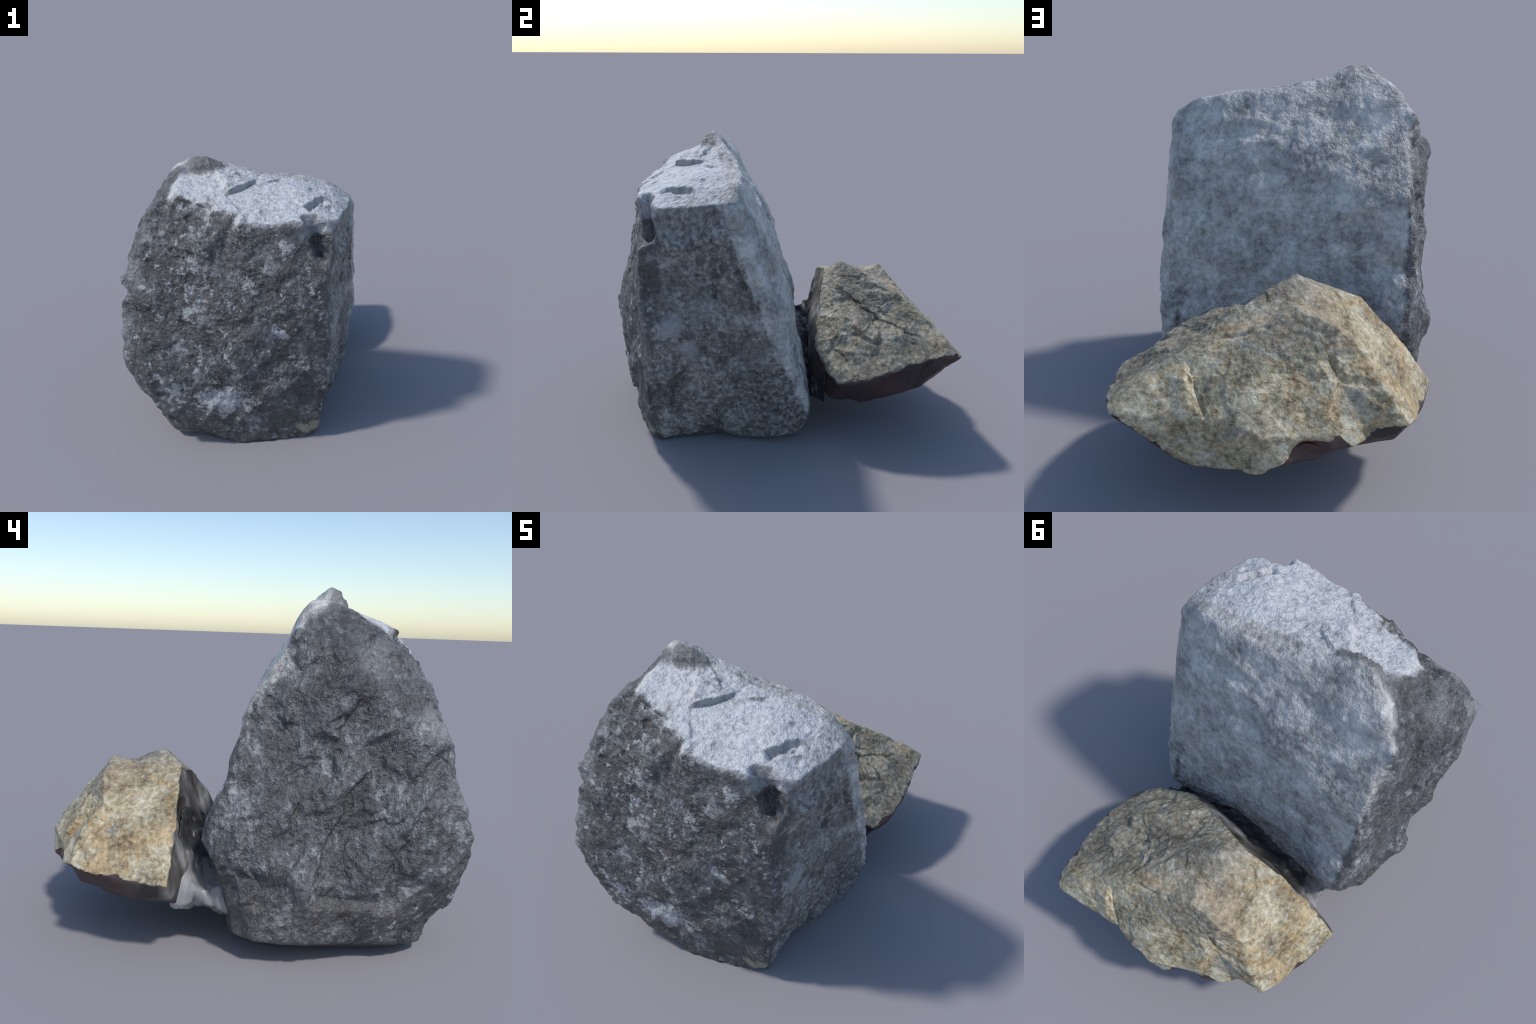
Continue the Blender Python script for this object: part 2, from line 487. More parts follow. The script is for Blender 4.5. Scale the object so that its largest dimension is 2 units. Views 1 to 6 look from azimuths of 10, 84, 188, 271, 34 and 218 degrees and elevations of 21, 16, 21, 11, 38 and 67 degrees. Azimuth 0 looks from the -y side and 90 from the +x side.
    d += crack(p, [(.65, -.45, 1.12), (.655, -.40, 1.07), (.655, -.37, 1.00)], .022, .026)
    d += crack(p, [(.66, -.32, 1.14), (.665, -.28, 1.07), (.665, -.265, .98)], .020, .024)
    d += crack(p, [(.63, -.47, .42), (.612, -.44, .36), (.60, -.40, .27), (.54, -.36, .06), (.53, -.36, -.05)], .022, .035)
    d += crack(p, [(.56, -.69, .76), (.545, -.70, .70), (.53, -.705, .62)], .03, .02)
    d += crack(p, [(.36, -.80, .61), (.47, -.745, .555), (.56, -.67, .58), (.60, -.62, .60)], .022, .018)
    d += right * sstep(.45, .1, z) * sstep(-.35, -.05, y) * .010 * fbm(p, 22, 3, 95, ridged=True)

    # ---- broken corner (pit) at the upper left of the front
    d += crack(p, [(-.31, -.63, 1.50), (-.09, -.69, 1.45), (-.147, -.723, 1.332), (-.202, -.765, 1.228), (-.222, -.785, 1.16)], .02, .012, wob=.006)
    d += crack(p, [(.055, -.738, 1.43), (.009, -.75, 1.347), (-.03, -.75, 1.30), (-.02, -.775, 1.21)], .016, .010, wob=.006)
    pitw = sstep(.42, .25, np.abs(x + .30) * 1.6) * sstep(1.10, 1.2, z) * front
    d += pitw * .010 * fbm(p * np.array((1, 1, 2.2)), 12, 3, 97, ridged=True)

    # ---- overhanging lip low on the front
    lip = [(-.36, -.9, .235), (-.302, -.906, .209), (-.186, -.88, .125), (-.06, -.875, .09), (-.017, -.875, .092), (.074, -.875, .215), (.176, -.857, .305), (.346, -.811, .39), (.45, -.75, .40)]
    lx = [a for a, b, c in lip]; lz = [c for a, b, c in lip]
    under = np.interp(x, lx, lz) - z + .010 * value_noise(p * 26, 101)
    lw = front * (x > -.40) * sstep(.50, .40, x)
    d += lw * .016 * sstep(.12, .0, np.abs(under)) * (under < 0)
    d -= lw * .016 * sstep(-.004, .012, under) * sstep(.22, .05, under)

    # ---- long grooves and swells down the left face
    for line, wd, dp in (([(-.60, -.90, 1.02), (-.60, -.856, .985), (-.585, -.755, .90), (-.585, -.714, .816)], .07, .046),
                         ([(-.60, -.90, .92), (-.59, -.799, .832), (-.585, -.765, .759)], .05, .034),
                         ([(-.589, -.745, .73), (-.635, -.672, .582), (-.617, -.603, .396)], .055, .030),
                         ([(-.62, .15, .50), (-.60, -.026, .42), (-.655, -.225, .375), (-.656, -.431, .355), (-.63, -.62, .34)], .07, .032),
                         ([(-.60, -.57, .80), (-.61, -.59, .70)], .045, .024),
                         ([(-.55, -.36, 1.30), (-.54, -.30, 1.26), (-.52, -.22, 1.24)], .06, .026),
                         ([(-.63, -.80, .42), (-.64, -.60, .25), (-.64, -.45, .20)], .05, .020)):
        d += valley(p, line, wd, dp, seed=111)
    for line, h, reach in (([(-.62, -.56, .96), (-.615, -.51, .885), (-.595, -.429, .79), (-.60, -.38, .66), (-.63, -.329, .524), (-.66, -.30, .41), (-.64, -.29, .30)], .034, .20),
                           ([(-.54, -.50, 1.33), (-.56, -.465, 1.22), (-.572, -.424, 1.13), (-.575, -.39, 1.05), (-.58, -.36, .98)], .030, .15),
                           ([(-.60, -.77, .80), (-.60, -.745, .715), (-.635, -.67, .58), (-.62, -.60, .40), (-.62, -.53, .30)], .026, .15),
                           ([(-.53, -.20, 1.23), (-.553, -.185, 1.15), (-.572, -.172, 1.07)], .020, .10),
                           ([(-.50, -.33, 1.45), (-.52, -.29, 1.37), (-.53, -.22, 1.30)], .024, .14),
                           ([(-.60, .03, .70), (-.61, .0, .60), (-.61, -.01, .50), (-.63, -.06, .36), (-.62, -.06, .22)], .026, .14),
                           ([(-.61, -.26, .80), (-.61, -.21, .70), (-.62, -.18, .60)], .018, .10)):
        d += left * ledge(p, line, (-1, 0, 0), h, reach, seed=141)

    # ---- back: a shallow break under the top edge and the broken lower corner
    d += dent(p, (.26, -.13, 1.36), (.16, .1, .05), .014)
    d += dent(p, (.06, .055, .915), (.10, .1, .05), .008)
    d += dent(p, (.50, .06, .60), (.13, .12, .14), .012, .6)

    p = p + n * d[:, None]
    p[:, 2] = np.maximum(p[:, 2], 0.004 * (1 + value_noise(p * 9, 7)))
    return p, tris, edges


# loop that bounds the bare stone of the tan boulder: beyond it, below and
# behind, the stone is only a smooth dark underside
TAN_RIM = [(.603, .288, .366), (.645, .388, .403), (.667, .535, .439), (.646, .694, .488), (.624, .829, .502), (.606, .965, .505),
           (.55, .995, .475), (.40, .945, .30), (.315, .87, .195), (.15, .90, .215), (.0, .95, .258), (-.09, .975, .325), (-.143, .943, .365),
           (-.287, .862, .423), (-.346, .855, .363), (-.42, .80, .375), (-.546, .771, .425), (-.58, .70, .41), (-.63, .50, .39), (-.66, .32, .383),
           (-.5, .31, .58), (-.33, .316, .749), (-.143, .328, .811), (.015, .288, .748), (.202, .236, .624), (.354, .196, .479), (.48, .235, .41)]


def beyond_rim(p):
    """> 0 on the smooth underside, < 0 on bare stone (in radians)"""
    ax = np.array((.05, -.62, -.78)); ax /= np.linalg.norm(ax)
    u = np.cross(ax, (1, 0, 0)); u /= np.linalg.norm(u)
    v = np.cross(ax, u)

    def polar(q):
        q = q - TAN_CENTRE
        q = q / np.linalg.norm(q, axis=1)[:, None]
        return np.arccos(np.clip(q @ ax, -1, 1)), np.arctan2(q @ v, q @ u)
    rt, rf = polar(np.array(TAN_RIM))
    order = np.argsort(rf)
    th, ph = polar(p)
    return np.interp(ph, rf[order], rt[order], period=2 * math.pi) - th


def build_tan(level):
    dirs, tris = sphere_dirs(level)
    pts = [p for group in TAN.values() for p in group]
    edges = edge_list(tris)
    N = len(dirs)
    rad = rounded_skin(pts, TAN_CENTRE, dirs, edges, 3 * 4 ** (level - 8))
    p = TAN_CENTRE + dirs * rad[:, None]
    n = vertex_normals(p, tris)
    n = relax(n, edges, N, 12)
    n /= np.linalg.norm(n, axis=1)[:, None]
    x, y, z = p.T
    bare = sstep(.05, -.03, beyond_rim(p))

    rugged = face_weight(n, (.75, -.25, .6), .60, .85) * sstep(.0, .15, x)
    front = face_weight(n, (0, .8, .6), .75, .95)
    d = bare * .004 * fbm(p, 6, 3, 203)
    d += bare * .007 * facets(p, 4.5, 231)
    d += bare * (.0015 + .003 * rugged) * facets(p, 16.0, 247)
    d = relax(d, edges, N, 3) + .001 * bare
    d += bare * .0014 * facets(p, 42.0, 253)
    d += bare * .0018 * fbm(p, 40, 3, 209)
    d += (1 - bare) * .012 * fbm(p, 5, 3, 261)
    # splintery right face: blades that run down and outward, stepping like torn layers
    run = np.array((.55, .62, -.56))
    pt = p - .6 * (p @ run)[:, None] * run
    pt = pt + .03 * np.stack([value_noise(p * 7, 227), value_noise(p * 7, 228), value_noise(p * 7, 229)], 1)
    d += bare * rugged * relax(.013 * facets(pt, 7.0, 219) + .004 * facets(pt, 20.0, 221) + .008 * fbm(pt, 7, 3, 223, ridged=True) - .006, edges, N, 2)
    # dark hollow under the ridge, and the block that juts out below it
    d += dent(p, (.20, .46, .72), (.17, .15, .12), .016)
    jut = np.array((.50, .62, .62))
    d += bare * .007 * sstep(.0, .012, (p - jut) @ np.array((.5, .3, -.45)) + .010 * value_noise(p * 20, 225)) * sstep(.16, .08, np.linalg.norm(p - jut - np.array((.06, .05, -.05)), axis=1))
    # hollow inner side
    d += (1 - bare) * dent(p, (-.34, .30, .60), (.10, .2, .10), .045)
    d += (1 - bare) * crack(p, [(-.45, .27, .60), (-.36, .27, .45), (-.34, .26, .30)], .05, .03)
    # cracks
    d += crack(p, [(.30, .86, .66), (.29, .892, .606), (.26, .92, .55), (.206, .947, .476), (.19, .93, .40)], .016, .016)
    d += crack(p, [(-.20, .72, .68), (-.25, .75, .63), (-.28, .763, .591), (-.27, .80, .52), (-.25, .84, .45)], .035, .020)
    d += crack(p, [(-.28, .763, .591), (-.35, .74, .58), (-.44, .73, .56)], .022, .014)
    d += crack(p, [(.22, .755, .725), (.14, .75, .735), (.05, .73, .76), (.0, .71, .775)], .016, .012)
    d += crack(p, [(-.247, .682, .777), (-.27, .60, .75), (-.28, .52, .745), (-.276, .43, .747), (-.30, .36, .75)], .022, .014)
    d += crack(p, [(-.52, .66, .56), (-.54, .56, .555), (-.55, .48, .55)], .014, .014)
    # stepped breaks
    d += bare * ledge(p, [(-.20, .72, .69), (-.25, .75, .63), (-.28, .765, .59), (-.26, .82, .50), (-.25, .86, .42)], (0, .8, .6), .024, .13, soft=.006, seed=271)
    d += bare * ledge(p, [(.33, .85, .66), (.29, .89, .606), (.25, .925, .54), (.206, .95, .476)], (0, .8, .6), .016, .10, soft=.006, seed=273)
    d += bare * ledge(p, [(-.42, .70, .60), (-.47, .60, .58), (-.50, .48, .58), (-.50, .36, .58)], (-.9, .1, .4), .016, .09, soft=.005, seed=275)
    d += bare * ledge(p, [(.05, .38, .75), (.20, .45, .69), (.33, .55, .655), (.45, .70, .60), (.52, .80, .55)], (.6, -.4, .65), -.013, .12, soft=.010, wob=.030, seed=277)
    # bites out of the lower front edge
    d += dent(p, (-.19, .93, .37), (.09, .09, .05), .035)
    d += dent(p, (-.46, .80, .40), (.09, .08, .04), .025)
    p = p + n * d[:, None]
    return p, tris, edges


def split(p, tris, mask_faces, names, mats):
    """one closed surface cut into parts: shared border points, shared normals"""
    n = vertex_normals(p, tris)
    out = []
    for k, (name, mat) in enumerate(zip(names, mats)):
        f = tris[mask_faces == k]
        used, inv = np.unique(f, return_inverse=True)
        o = mesh_object(name, p[used], inv.reshape(-1, 3), mat)
        o.data.normals_split_custom_set_from_vertices(n[used].tolist())
        out.append(o)
    return out


# ------------------------------------------------------------ stone materials
def blob(m, centre, radius):
    n = m.t.nodes.new("ShaderNodeVectorMath")
    n.operation = "DISTANCE"
    m.t.links.new(m.co, n.inputs[0])
    n.inputs[1].default_value = centre
    return m.math("SUBTRACT", 1.0, m.math("DIVIDE", n.outputs["Value"], radius), True)


def grey_material():
    m = Nodes("grey_stone")
    big = m.noise(3.2, 8, .62)
    mid = m.noise(11, 8, .68, shift=3)
    fine = m.noise(46, 6, .7, shift=9)
    grain = m.noise(150, 3, .6, shift=5)
    wob = m.math("ADD", m.math("MULTIPLY", m.math("SUBTRACT", mid, .5), .11), m.math("MULTIPLY", m.math("SUBTRACT", fine, .5), .035))

    # weathered dark rind (front and left)
    cloud = m.noise(5.5, 6, .62, shift=61, distort=.4)
    fleck = m.noise(24, 6, .74, shift=71, distort=.35)
    spk = m.noise(38, 4, .66, shift=51)
    streak = m.noise(30, 5, .66, stretch=(1, 1, .45), rot=(.6, 0, 0), shift=31, distort=.6)
    g = m.math("ADD", m.math("MULTIPLY", cloud, .35), m.math("ADD", m.math("MULTIPLY", mid, .35), m.math("MULTIPLY", spk, .30)))
    dark = m.ramp(g, [(.41, (.022, .022, .024)), (.475, (.052, .051, .052)), (.535, (.125, .125, .13)), (.60, (.32, .325, .34))])
    brown = m.step(m.noise(4.0, 5, .6, shift=14), .52, .66)
    dark = m.mix(m.math("MULTIPLY", brown, .45), dark, m.mix(spk, (.035, .029, .023), (.15, .13, .11)))
    gl = m.math("ADD", m.math("MULTIPLY", streak, .35), m.math("ADD", m.math("MULTIPLY", cloud, .4), m.math("MULTIPLY", spk, .25)))
    flank = m.ramp(gl, [(.41, (.032, .032, .035)), (.47, (.074, .074, .080)), (.53, (.15, .153, .164)), (.60, (.43, .44, .47))])  # pale end of the ramp paints the flank's silvery glints
    flank = m.mix(m.math("MULTIPLY", m.step(big, .47, .62), .35), flank, (.085, .082, .082))
    flank = m.mix(m.math("MULTIPLY", m.step(m.math("ADD", m.plane((0, 0, -1), -.36), m.math("MULTIPLY", wob, 3)), -.05, .08), .5), flank, m.mix(spk, (.05, .042, .038), (.20, .18, .165)))
    bloom = m.math("MAXIMUM", blob(m, (-.60, -.80, 1.12), .22), m.math("MAXIMUM", blob(m, (-.60, -.90, .79), .17), blob(m, (-.50, -.52, 1.36), .2)))  # lighter blobs on the bulges and shoulder of the flank
    flank = m.mix(m.math("MULTIPLY", m.step(m.math("ADD", bloom, m.math("MULTIPLY", wob, 12)), .25, 1.0), .5), flank, m.mix(spk, (.30, .30, .32), (.46, .47, .49)))
    # pale lichen-like bloom in patches
    slope = m.step(m.math("ADD", blob(m, (.475, -.755, 1.375), .085), m.math("MULTIPLY", wob, 10)), .2, .7)
    dark = m.mix(m.math("MULTIPLY", slope, .7), dark, m.mix(spk, (.22, .24, .27), (.50, .52, .55)))
    spots = 0.0
    for c, r, w in (((-.03, -.93, .33), .24, 1.4), ((-.28, -.97, .46), .16, .8), ((.342, -.79, 1.25), .07, 1), ((.31, -.84, .76), .09, .8),
                    ((.30, -.84, .90), .09, .8), ((.35, -.81, .98), .09, .8), ((-.23, -.88, .91), .14, .7), ((-.17, -.84, 1.14), .07, .9),
                    ((.11, -.84, 1.03), .12, .7), ((.38, -.81, .56), .09, .7), ((-.6, -.93, .77), .16, .6), ((-.1, -.9, .6), .2, .5)):
        spots = m.math("MAXIMUM", spots, m.math("MULTIPLY", blob(m, c, r), w))
    pale_n = m.math("ADD", m.math("ADD", m.math("MULTIPLY", m.noise(7, 6, .70, shift=21, distort=.5), .40), m.math("MULTIPLY", fleck, .70)), m.math("MULTIPLY", spots, .11))
    pale_f = m.step(pale_n, .60, .675)
    dark = m.mix(m.math("MULTIPLY", pale_f, .85), dark, (.54, .56, .59))
    beige = m.step(m.math("ADD", m.math("MAXIMUM", blob(m, (.480, -.765, .095), .07), m.math("MAXIMUM", blob(m, (.435, -.775, .075), .06), blob(m, (.39, -.785, .085), .05))), m.math("MULTIPLY", wob, 16)), .30, .55)
    dark = m.mix(m.math("MULTIPLY", beige, .75), dark, m.mix(spk, (.30, .28, .20), (.52, .49, .36)))

    f_left = m.step(m.math("ADD", m.plane((-.989, .062, .132), .585), m.math("MULTIPLY", wob, .8)), -.02, .03)
    dark = m.mix(f_left, dark, flank)

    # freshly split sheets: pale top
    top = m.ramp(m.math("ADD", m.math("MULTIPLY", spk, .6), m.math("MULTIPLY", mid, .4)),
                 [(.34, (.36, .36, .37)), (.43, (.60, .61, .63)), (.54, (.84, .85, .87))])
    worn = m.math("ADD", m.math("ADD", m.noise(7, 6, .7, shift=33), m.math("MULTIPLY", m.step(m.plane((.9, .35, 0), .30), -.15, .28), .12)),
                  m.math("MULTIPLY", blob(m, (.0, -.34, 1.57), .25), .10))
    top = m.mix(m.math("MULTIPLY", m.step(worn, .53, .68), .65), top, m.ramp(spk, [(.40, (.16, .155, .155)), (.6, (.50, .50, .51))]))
    # scar walls turned from the light: their shade is darkened into the top colour
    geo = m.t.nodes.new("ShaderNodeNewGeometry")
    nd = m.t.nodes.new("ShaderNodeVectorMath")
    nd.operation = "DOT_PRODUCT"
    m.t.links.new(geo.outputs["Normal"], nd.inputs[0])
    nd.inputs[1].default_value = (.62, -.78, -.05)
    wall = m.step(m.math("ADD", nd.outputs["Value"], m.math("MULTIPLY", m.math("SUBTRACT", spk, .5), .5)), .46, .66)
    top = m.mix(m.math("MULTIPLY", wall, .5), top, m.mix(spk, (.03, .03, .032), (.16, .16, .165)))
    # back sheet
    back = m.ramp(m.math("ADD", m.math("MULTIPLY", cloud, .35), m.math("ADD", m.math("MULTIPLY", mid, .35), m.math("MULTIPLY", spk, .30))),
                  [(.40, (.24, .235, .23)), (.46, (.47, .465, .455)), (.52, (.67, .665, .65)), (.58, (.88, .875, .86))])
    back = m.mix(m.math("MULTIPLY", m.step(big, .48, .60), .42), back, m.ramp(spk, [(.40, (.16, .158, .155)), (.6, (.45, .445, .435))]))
    lichen = m.step(m.math("ADD", blob(m, (.58, -.10, 1.05), .16), m.math("MULTIPLY", wob, 16)), .40, 1.0)
    back = m.mix(m.math("MULTIPLY", lichen, .7), back, m.mix(spk, (.05, .045, .035), (.24, .21, .16)))
    # right side
    side = m.ramp(m.math("ADD", m.math("MULTIPLY", cloud, .3), m.math("ADD", m.math("MULTIPLY", mid, .25), m.math("MULTIPLY", spk, .45))),
                  [(.41, (.050, .048, .046)), (.47, (.135, .13, .125)), (.52, (.25, .245, .235)), (.58, (.50, .50, .49))])
    slab = m.step(m.math("ADD", m.plane((.1, .12, 1), 1.165), m.math("MULTIPLY", wob, 1.2)), -.012, .02)
    side = m.mix(m.math("MULTIPLY", slab, .4), side, m.ramp(spk, [(.40, (.12, .12, .12)), (.58, (.44, .45, .46))]))
    side = m.mix(m.math("MULTIPLY", m.step(m.noise(3.0, 6, .65, shift=41), .48, .64), .4), side, m.mix(spk, (.20, .205, .21), (.50, .51, .52)))
    dark_patch = m.step(m.math("ADD", blob(m, (.60, .0, .30), .42), m.math("MULTIPLY", wob, 4)), .2, .7)
    side = m.mix(m.math("MULTIPLY", dark_patch, .5), side, m.ramp(spk, [(.44, (.02, .02, .021)), (.6, (.30, .31, .32))]))
    patch = m.step(m.math("ADD", m.math("MAXIMUM", blob(m, (.60, -.62, .73), .12), blob(m, (.58, -.52, .60), .10)), m.math("MULTIPLY", wob, 8)), .25, .75)
    side = m.mix(m.math("MULTIPLY", patch, .7), side, (.46, .48, .50))

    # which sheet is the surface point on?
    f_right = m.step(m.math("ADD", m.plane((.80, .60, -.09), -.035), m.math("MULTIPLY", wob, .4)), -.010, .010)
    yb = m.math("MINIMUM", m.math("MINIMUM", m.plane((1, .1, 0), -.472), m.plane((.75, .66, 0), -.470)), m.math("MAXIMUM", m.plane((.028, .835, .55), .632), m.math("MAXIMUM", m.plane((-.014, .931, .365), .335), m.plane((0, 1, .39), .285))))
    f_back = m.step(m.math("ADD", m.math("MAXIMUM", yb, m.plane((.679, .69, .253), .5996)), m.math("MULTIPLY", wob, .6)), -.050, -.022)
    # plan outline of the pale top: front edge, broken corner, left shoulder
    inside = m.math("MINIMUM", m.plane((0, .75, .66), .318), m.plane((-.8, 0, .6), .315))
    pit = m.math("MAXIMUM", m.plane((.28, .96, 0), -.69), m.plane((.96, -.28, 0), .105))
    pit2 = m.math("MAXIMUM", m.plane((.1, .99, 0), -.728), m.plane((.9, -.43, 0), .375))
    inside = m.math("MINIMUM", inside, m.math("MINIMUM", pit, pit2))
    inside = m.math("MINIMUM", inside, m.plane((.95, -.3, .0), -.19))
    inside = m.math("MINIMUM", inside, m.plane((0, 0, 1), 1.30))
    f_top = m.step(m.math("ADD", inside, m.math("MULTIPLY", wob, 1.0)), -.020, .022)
    # the summit stub faces the front with dark broken rock
    stub = m.math("MINIMUM", m.plane((-.1, 0, 1), 1.590), m.math("MINIMUM", m.plane((-1, 0, 0), .02), m.plane((0, -1, -.35), -.218)))
    f_stub = m.step(m.math("ADD", stub, m.math("MULTIPLY", wob, .3)), -.010, .022)

    col = m.mix(f_right, dark, side)
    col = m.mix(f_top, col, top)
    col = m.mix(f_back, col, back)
    col = m.mix(m.math("MULTIPLY", f_stub, .85), col, m.mix(.5, dark, (.17, .17, .175)))
    col = m.mix(m.math("MULTIPLY", m.step(grain, .35, .75), .35), m.mix(.22, col, (0, 0, 0)), m.mix(.15, col, (1, 1, 1)))
    m.link(col, m.b.inputs["Base Color"])
    m.link(m.math("SUBTRACT", m.math("ADD", .30, m.math("MULTIPLY", fine, .3)), m.math("MULTIPLY", f_left, .14)), m.b.inputs["Roughness"])
    m.b.inputs["Specular IOR Level"].default_value = .8
    h = m.math("ADD", m.math("MULTIPLY", spk, 1.0), m.math("MULTIPLY", streak, .5))
    m.bump(h, .9, .024)
    return m.mat


def tan_material():
    m = Nodes("tan_stone")
    big = m.noise(3.0, 6, .6, shift=2)
    mid = m.noise(12, 8, .66, shift=4)
    fine = m.noise(55, 6, .7, shift=8)
    grain = m.noise(170, 3, .6, shift=6)
    g = m.math("ADD", m.math("MULTIPLY", mid, .5), m.math("MULTIPLY", fine, .5))
    spk = m.noise(46, 4, .66, shift=52)
    cloud = m.noise(5, 6, .62, shift=62, distort=.4)
    g = m.math("ADD", m.math("MULTIPLY", cloud, .3), m.math("ADD", m.math("MULTIPLY", mid, .3), m.math("MULTIPLY", spk, .40)))
    base = m.ramp(g, [(.39, (.14, .122, .072)), (.45, (.34, .295, .18)), (.515, (.54, .475, .315)), (.59, (.84, .77, .58))])
    # blue-grey quartz veils and ochre stains
    veil = m.step(m.noise(9, 7, .72, shift=15, distort=.5), .50, .62)
    base = m.mix(m.math("MULTIPLY", veil, .42), base, m.ramp(g, [(.40, (.14, .145, .155)), (.6, (.52, .52, .53))]))
    # the weathered flank facing -x is the warmest
    warm = m.math("MULTIPLY", m.step(m.plane((-.92, .25, .3), .48), -.16, .05), .085)
    ochre = m.step(m.math("ADD", m.noise(5, 8, .72, shift=27, distort=.8), warm), .545, .65)
    base = m.mix(m.math("MULTIPLY", ochre, .75), base, m.ramp(g, [(.40, (.20, .125, .05)), (.6, (.74, .52, .25))]))
    vein_n = m.math("ABSOLUTE", m.math("SUBTRACT", m.noise(4.5, 6, .62, shift=44, distort=.3), .5))
    vein = m.math("SUBTRACT", 1.0, m.step(vein_n, .004, .022))
    base = m.mix(m.math("MULTIPLY", vein, .7), base, m.ramp(g, [(.42, (.16, .09, .03)), (.58, (.60, .42, .20))]))
    table = m.step(m.math("ADD", m.plane((-.15, .25, 1), .885), m.math("MULTIPLY", m.math("SUBTRACT", mid, .5), .12)), -.03, .03)
    base = m.mix(m.math("MULTIPLY", table, .45), base, m.ramp(g, [(.42, (.17, .15, .125)), (.58, (.50, .455, .39))]))
    rust = m.step(m.noise(9, 7, .75, shift=37), .62, .70)
    base = m.mix(m.math("MULTIPLY", rust, .6), base, (.13, .062, .028))
    # splintered side is greyer and darker
    side = m.step(m.math("ADD", m.plane((.62, -.42, .66), .325), m.math("MULTIPLY", m.math("SUBTRACT", mid, .5), .25)), -.07, .05)
    grey = m.ramp(g, [(.40, (.040, .040, .037)), (.475, (.15, .14, .115)), (.54, (.30, .285, .24)), (.63, (.66, .65, .61))])
    base = m.mix(m.math("MULTIPLY", side, .65), base, grey)
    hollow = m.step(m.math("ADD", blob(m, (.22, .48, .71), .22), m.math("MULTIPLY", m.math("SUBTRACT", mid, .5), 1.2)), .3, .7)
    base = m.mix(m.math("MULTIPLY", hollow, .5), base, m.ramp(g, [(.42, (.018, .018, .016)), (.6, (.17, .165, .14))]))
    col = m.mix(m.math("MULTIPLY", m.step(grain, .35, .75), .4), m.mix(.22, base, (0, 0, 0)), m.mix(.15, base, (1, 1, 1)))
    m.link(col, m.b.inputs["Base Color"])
    m.link(m.math("ADD", .5, m.math("MULTIPLY", fine, .3)), m.b.inputs["Roughness"])
    m.bump(spk, .6, .010)
    return m.mat


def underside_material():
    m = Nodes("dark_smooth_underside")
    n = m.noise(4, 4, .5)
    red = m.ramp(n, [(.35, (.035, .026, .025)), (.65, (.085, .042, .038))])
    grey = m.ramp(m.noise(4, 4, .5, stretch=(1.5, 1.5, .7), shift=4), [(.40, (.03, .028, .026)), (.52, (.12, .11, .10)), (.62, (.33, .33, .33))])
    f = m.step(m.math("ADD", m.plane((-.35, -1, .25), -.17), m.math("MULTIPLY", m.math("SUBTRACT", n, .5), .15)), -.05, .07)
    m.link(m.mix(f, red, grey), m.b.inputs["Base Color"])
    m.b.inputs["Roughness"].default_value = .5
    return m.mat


def web_material():
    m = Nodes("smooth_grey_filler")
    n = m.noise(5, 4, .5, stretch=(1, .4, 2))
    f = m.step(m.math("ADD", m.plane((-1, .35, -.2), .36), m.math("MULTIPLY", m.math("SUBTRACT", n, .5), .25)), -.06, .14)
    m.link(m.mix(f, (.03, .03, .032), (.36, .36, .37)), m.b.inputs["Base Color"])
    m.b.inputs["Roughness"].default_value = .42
    return m.mat


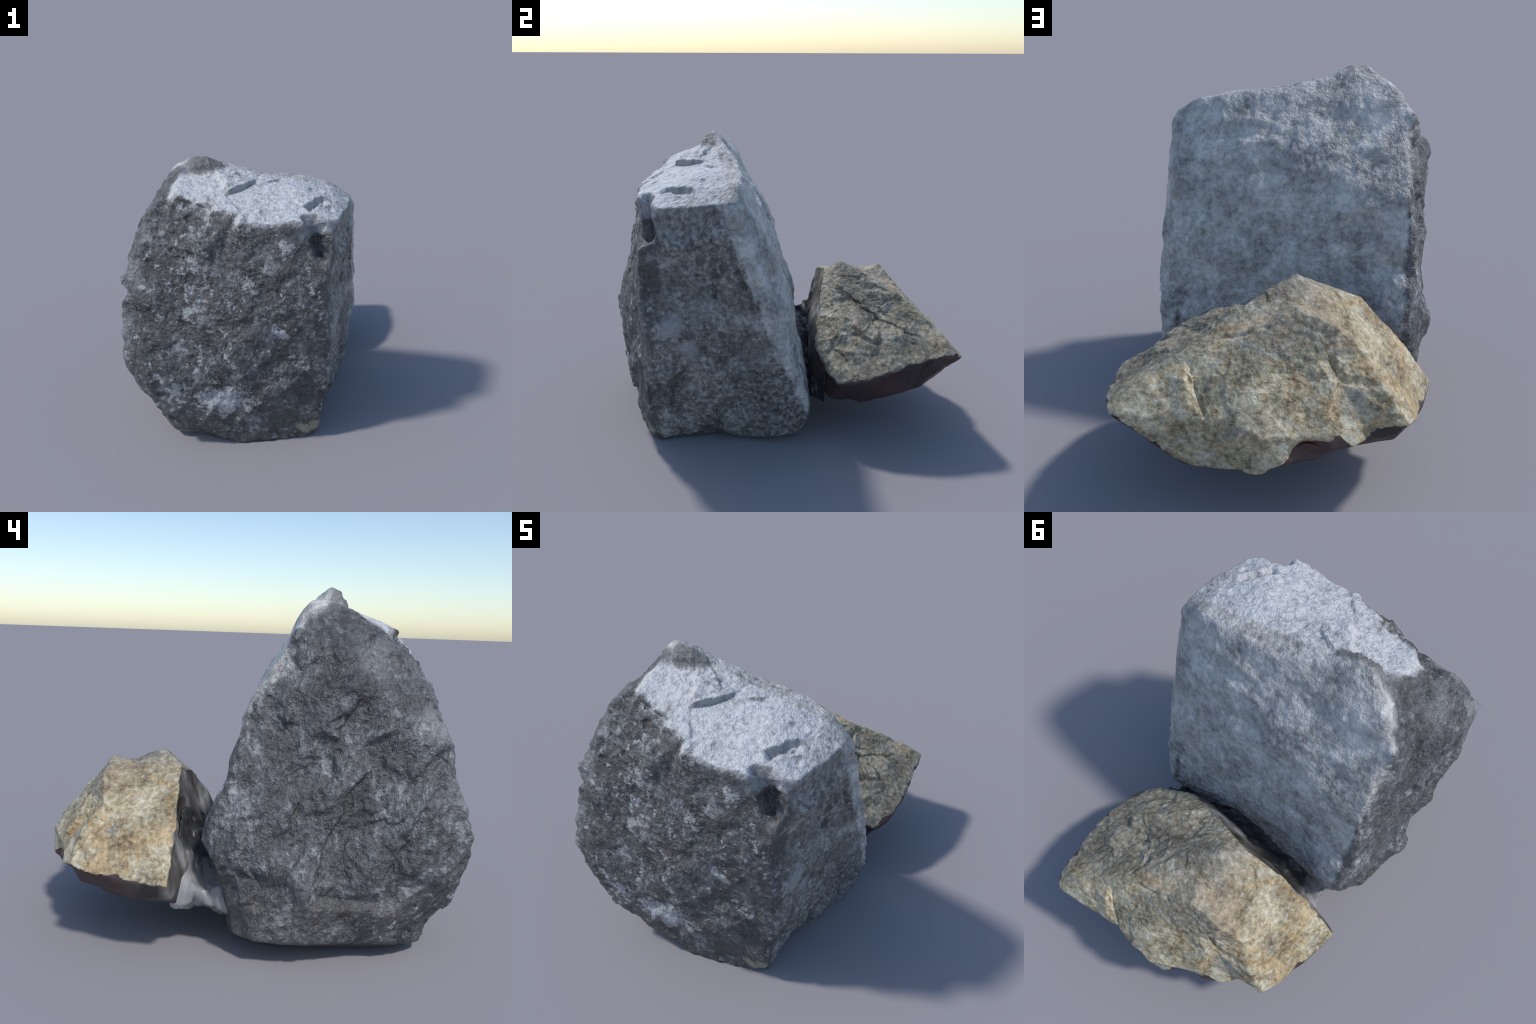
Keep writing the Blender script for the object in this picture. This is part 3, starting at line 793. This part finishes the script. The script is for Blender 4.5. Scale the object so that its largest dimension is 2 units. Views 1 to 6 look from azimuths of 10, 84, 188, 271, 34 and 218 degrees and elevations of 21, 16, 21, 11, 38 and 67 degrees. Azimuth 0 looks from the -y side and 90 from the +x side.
def build_web(nx=90, ny=44):
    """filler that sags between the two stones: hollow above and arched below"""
    rows = []
    for i in range(nx):
        u = i / (nx - 1)
        x = -.53 + 1.06 * u
        end = min(1.0, math.sin(math.pi * min(max(u, .0), 1.0)) * 3.2 + .02)
        y0, y1 = .02, .33 - .10 * u                        # buried in either stone
        low = .235 - .08 * math.sin(math.pi * u)
        high = .33 + .18 * float(sstep(.02, .25, np.float64(u))) - .24 * float(sstep(.50, .95, np.float64(u)))
        mid, half = (low + high) / 2, (high - low) / 2 * (.35 + .65 * end)
        ring = []
        for j in range(2 * ny):
            v = j / ny if j < ny else (2 * ny - 1 - j) / ny
            y = y0 + (y1 - y0) * v
            flare = (2 * v - 1) ** 2
            up = half + .14 * flare + .0 * end
            down = half + .03 * flare
            if j >= ny:
                down += .05 * (1 - v) * max(0, 1 - u / .3)   # the skirt dips to the grey stone's foot
            ring.append((x + (.05 if u < .5 else -.05) * (1 - flare) * (1 - end), y, mid + up if j < ny else mid - down))
        rows.append(ring)
    p = np.array(rows).reshape(-1, 3)
    m = 2 * ny
    tris = []
    for i in range(nx - 1):
        for j in range(m):
            a, b, c, d = i * m + j, i * m + (j + 1) % m, (i + 1) * m + (j + 1) % m, (i + 1) * m + j
            tris += [(a, c, b), (a, d, c)]
    for i, flip in ((0, False), (nx - 1, True)):
        for j in range(ny - 1):
            a, b, c, d = i * m + j, i * m + j + 1, i * m + m - 2 - j, i * m + m - 1 - j
            tris += [(a, c, d), (a, b, c)] if not flip else [(a, d, c), (a, c, b)]
    tris = np.array(tris)
    p = p + vertex_normals(p, tris) * (.022 * fbm(p, 9, 4, 401, ridged=False) + .008 * facets(p, 22, 405))[:, None]
    return p, tris


# ------------------------------------------------------------------- assemble
LEVEL = 8
grey_mat, tan_mat, under_mat = grey_material(), tan_material(), underside_material()

def thing(name, label):
    o = bpy.data.objects.new(name, None)
    bpy.context.collection.objects.link(o)
    o["label"], o["category"] = label, "boulder"
    return o


def sheet_of(c):
    """which broken face of the grey boulder a surface point belongs to"""
    x, y, z = c.T
    w = .05 * value_noise(c * 11, 501) + .02 * value_noise(c * 40, 502)
    kind = np.zeros(len(c), int)                                   # dark weathered rind
    kind[(.80 * x + .60 * y - .09 * z) / 1.004 + .035 + .4 * w > 0] = 1          # cleft side
    inside = np.minimum((.75 * y + .66 * z) - .318, (-.8 * x + .6 * z) - .315)
    inside = np.minimum(inside, .95 * x - .3 * y + .19)
    kind[(inside + .5 * w > 0) & (z > 1.30)] = 2                   # pale cap
    kind[(y + .39 * z - .305 + .5 * w > 0) & (x > -.475) & (.75 * x + .66 * y > -.47)] = 3      # pale sheet
    return kind


p, t, e = build_grey(LEVEL)
grey = thing("grey_boulder", "tall dark grey broken boulder with pale split top and back")
for o in split(p, t, sheet_of(p[t].mean(1)), ("weathered_rind", "cleft_side", "pale_cap", "pale_sheet"), (grey_mat,) * 4):
    o.parent = grey

p, t, e = build_tan(LEVEL)
c = p[t].mean(1)
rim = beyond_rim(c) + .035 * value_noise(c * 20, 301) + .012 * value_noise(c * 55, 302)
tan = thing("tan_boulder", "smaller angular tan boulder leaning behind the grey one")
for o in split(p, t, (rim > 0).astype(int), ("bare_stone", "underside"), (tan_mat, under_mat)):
    o.parent = tan
p, t = build_web()
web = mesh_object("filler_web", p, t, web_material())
web.parent = tan
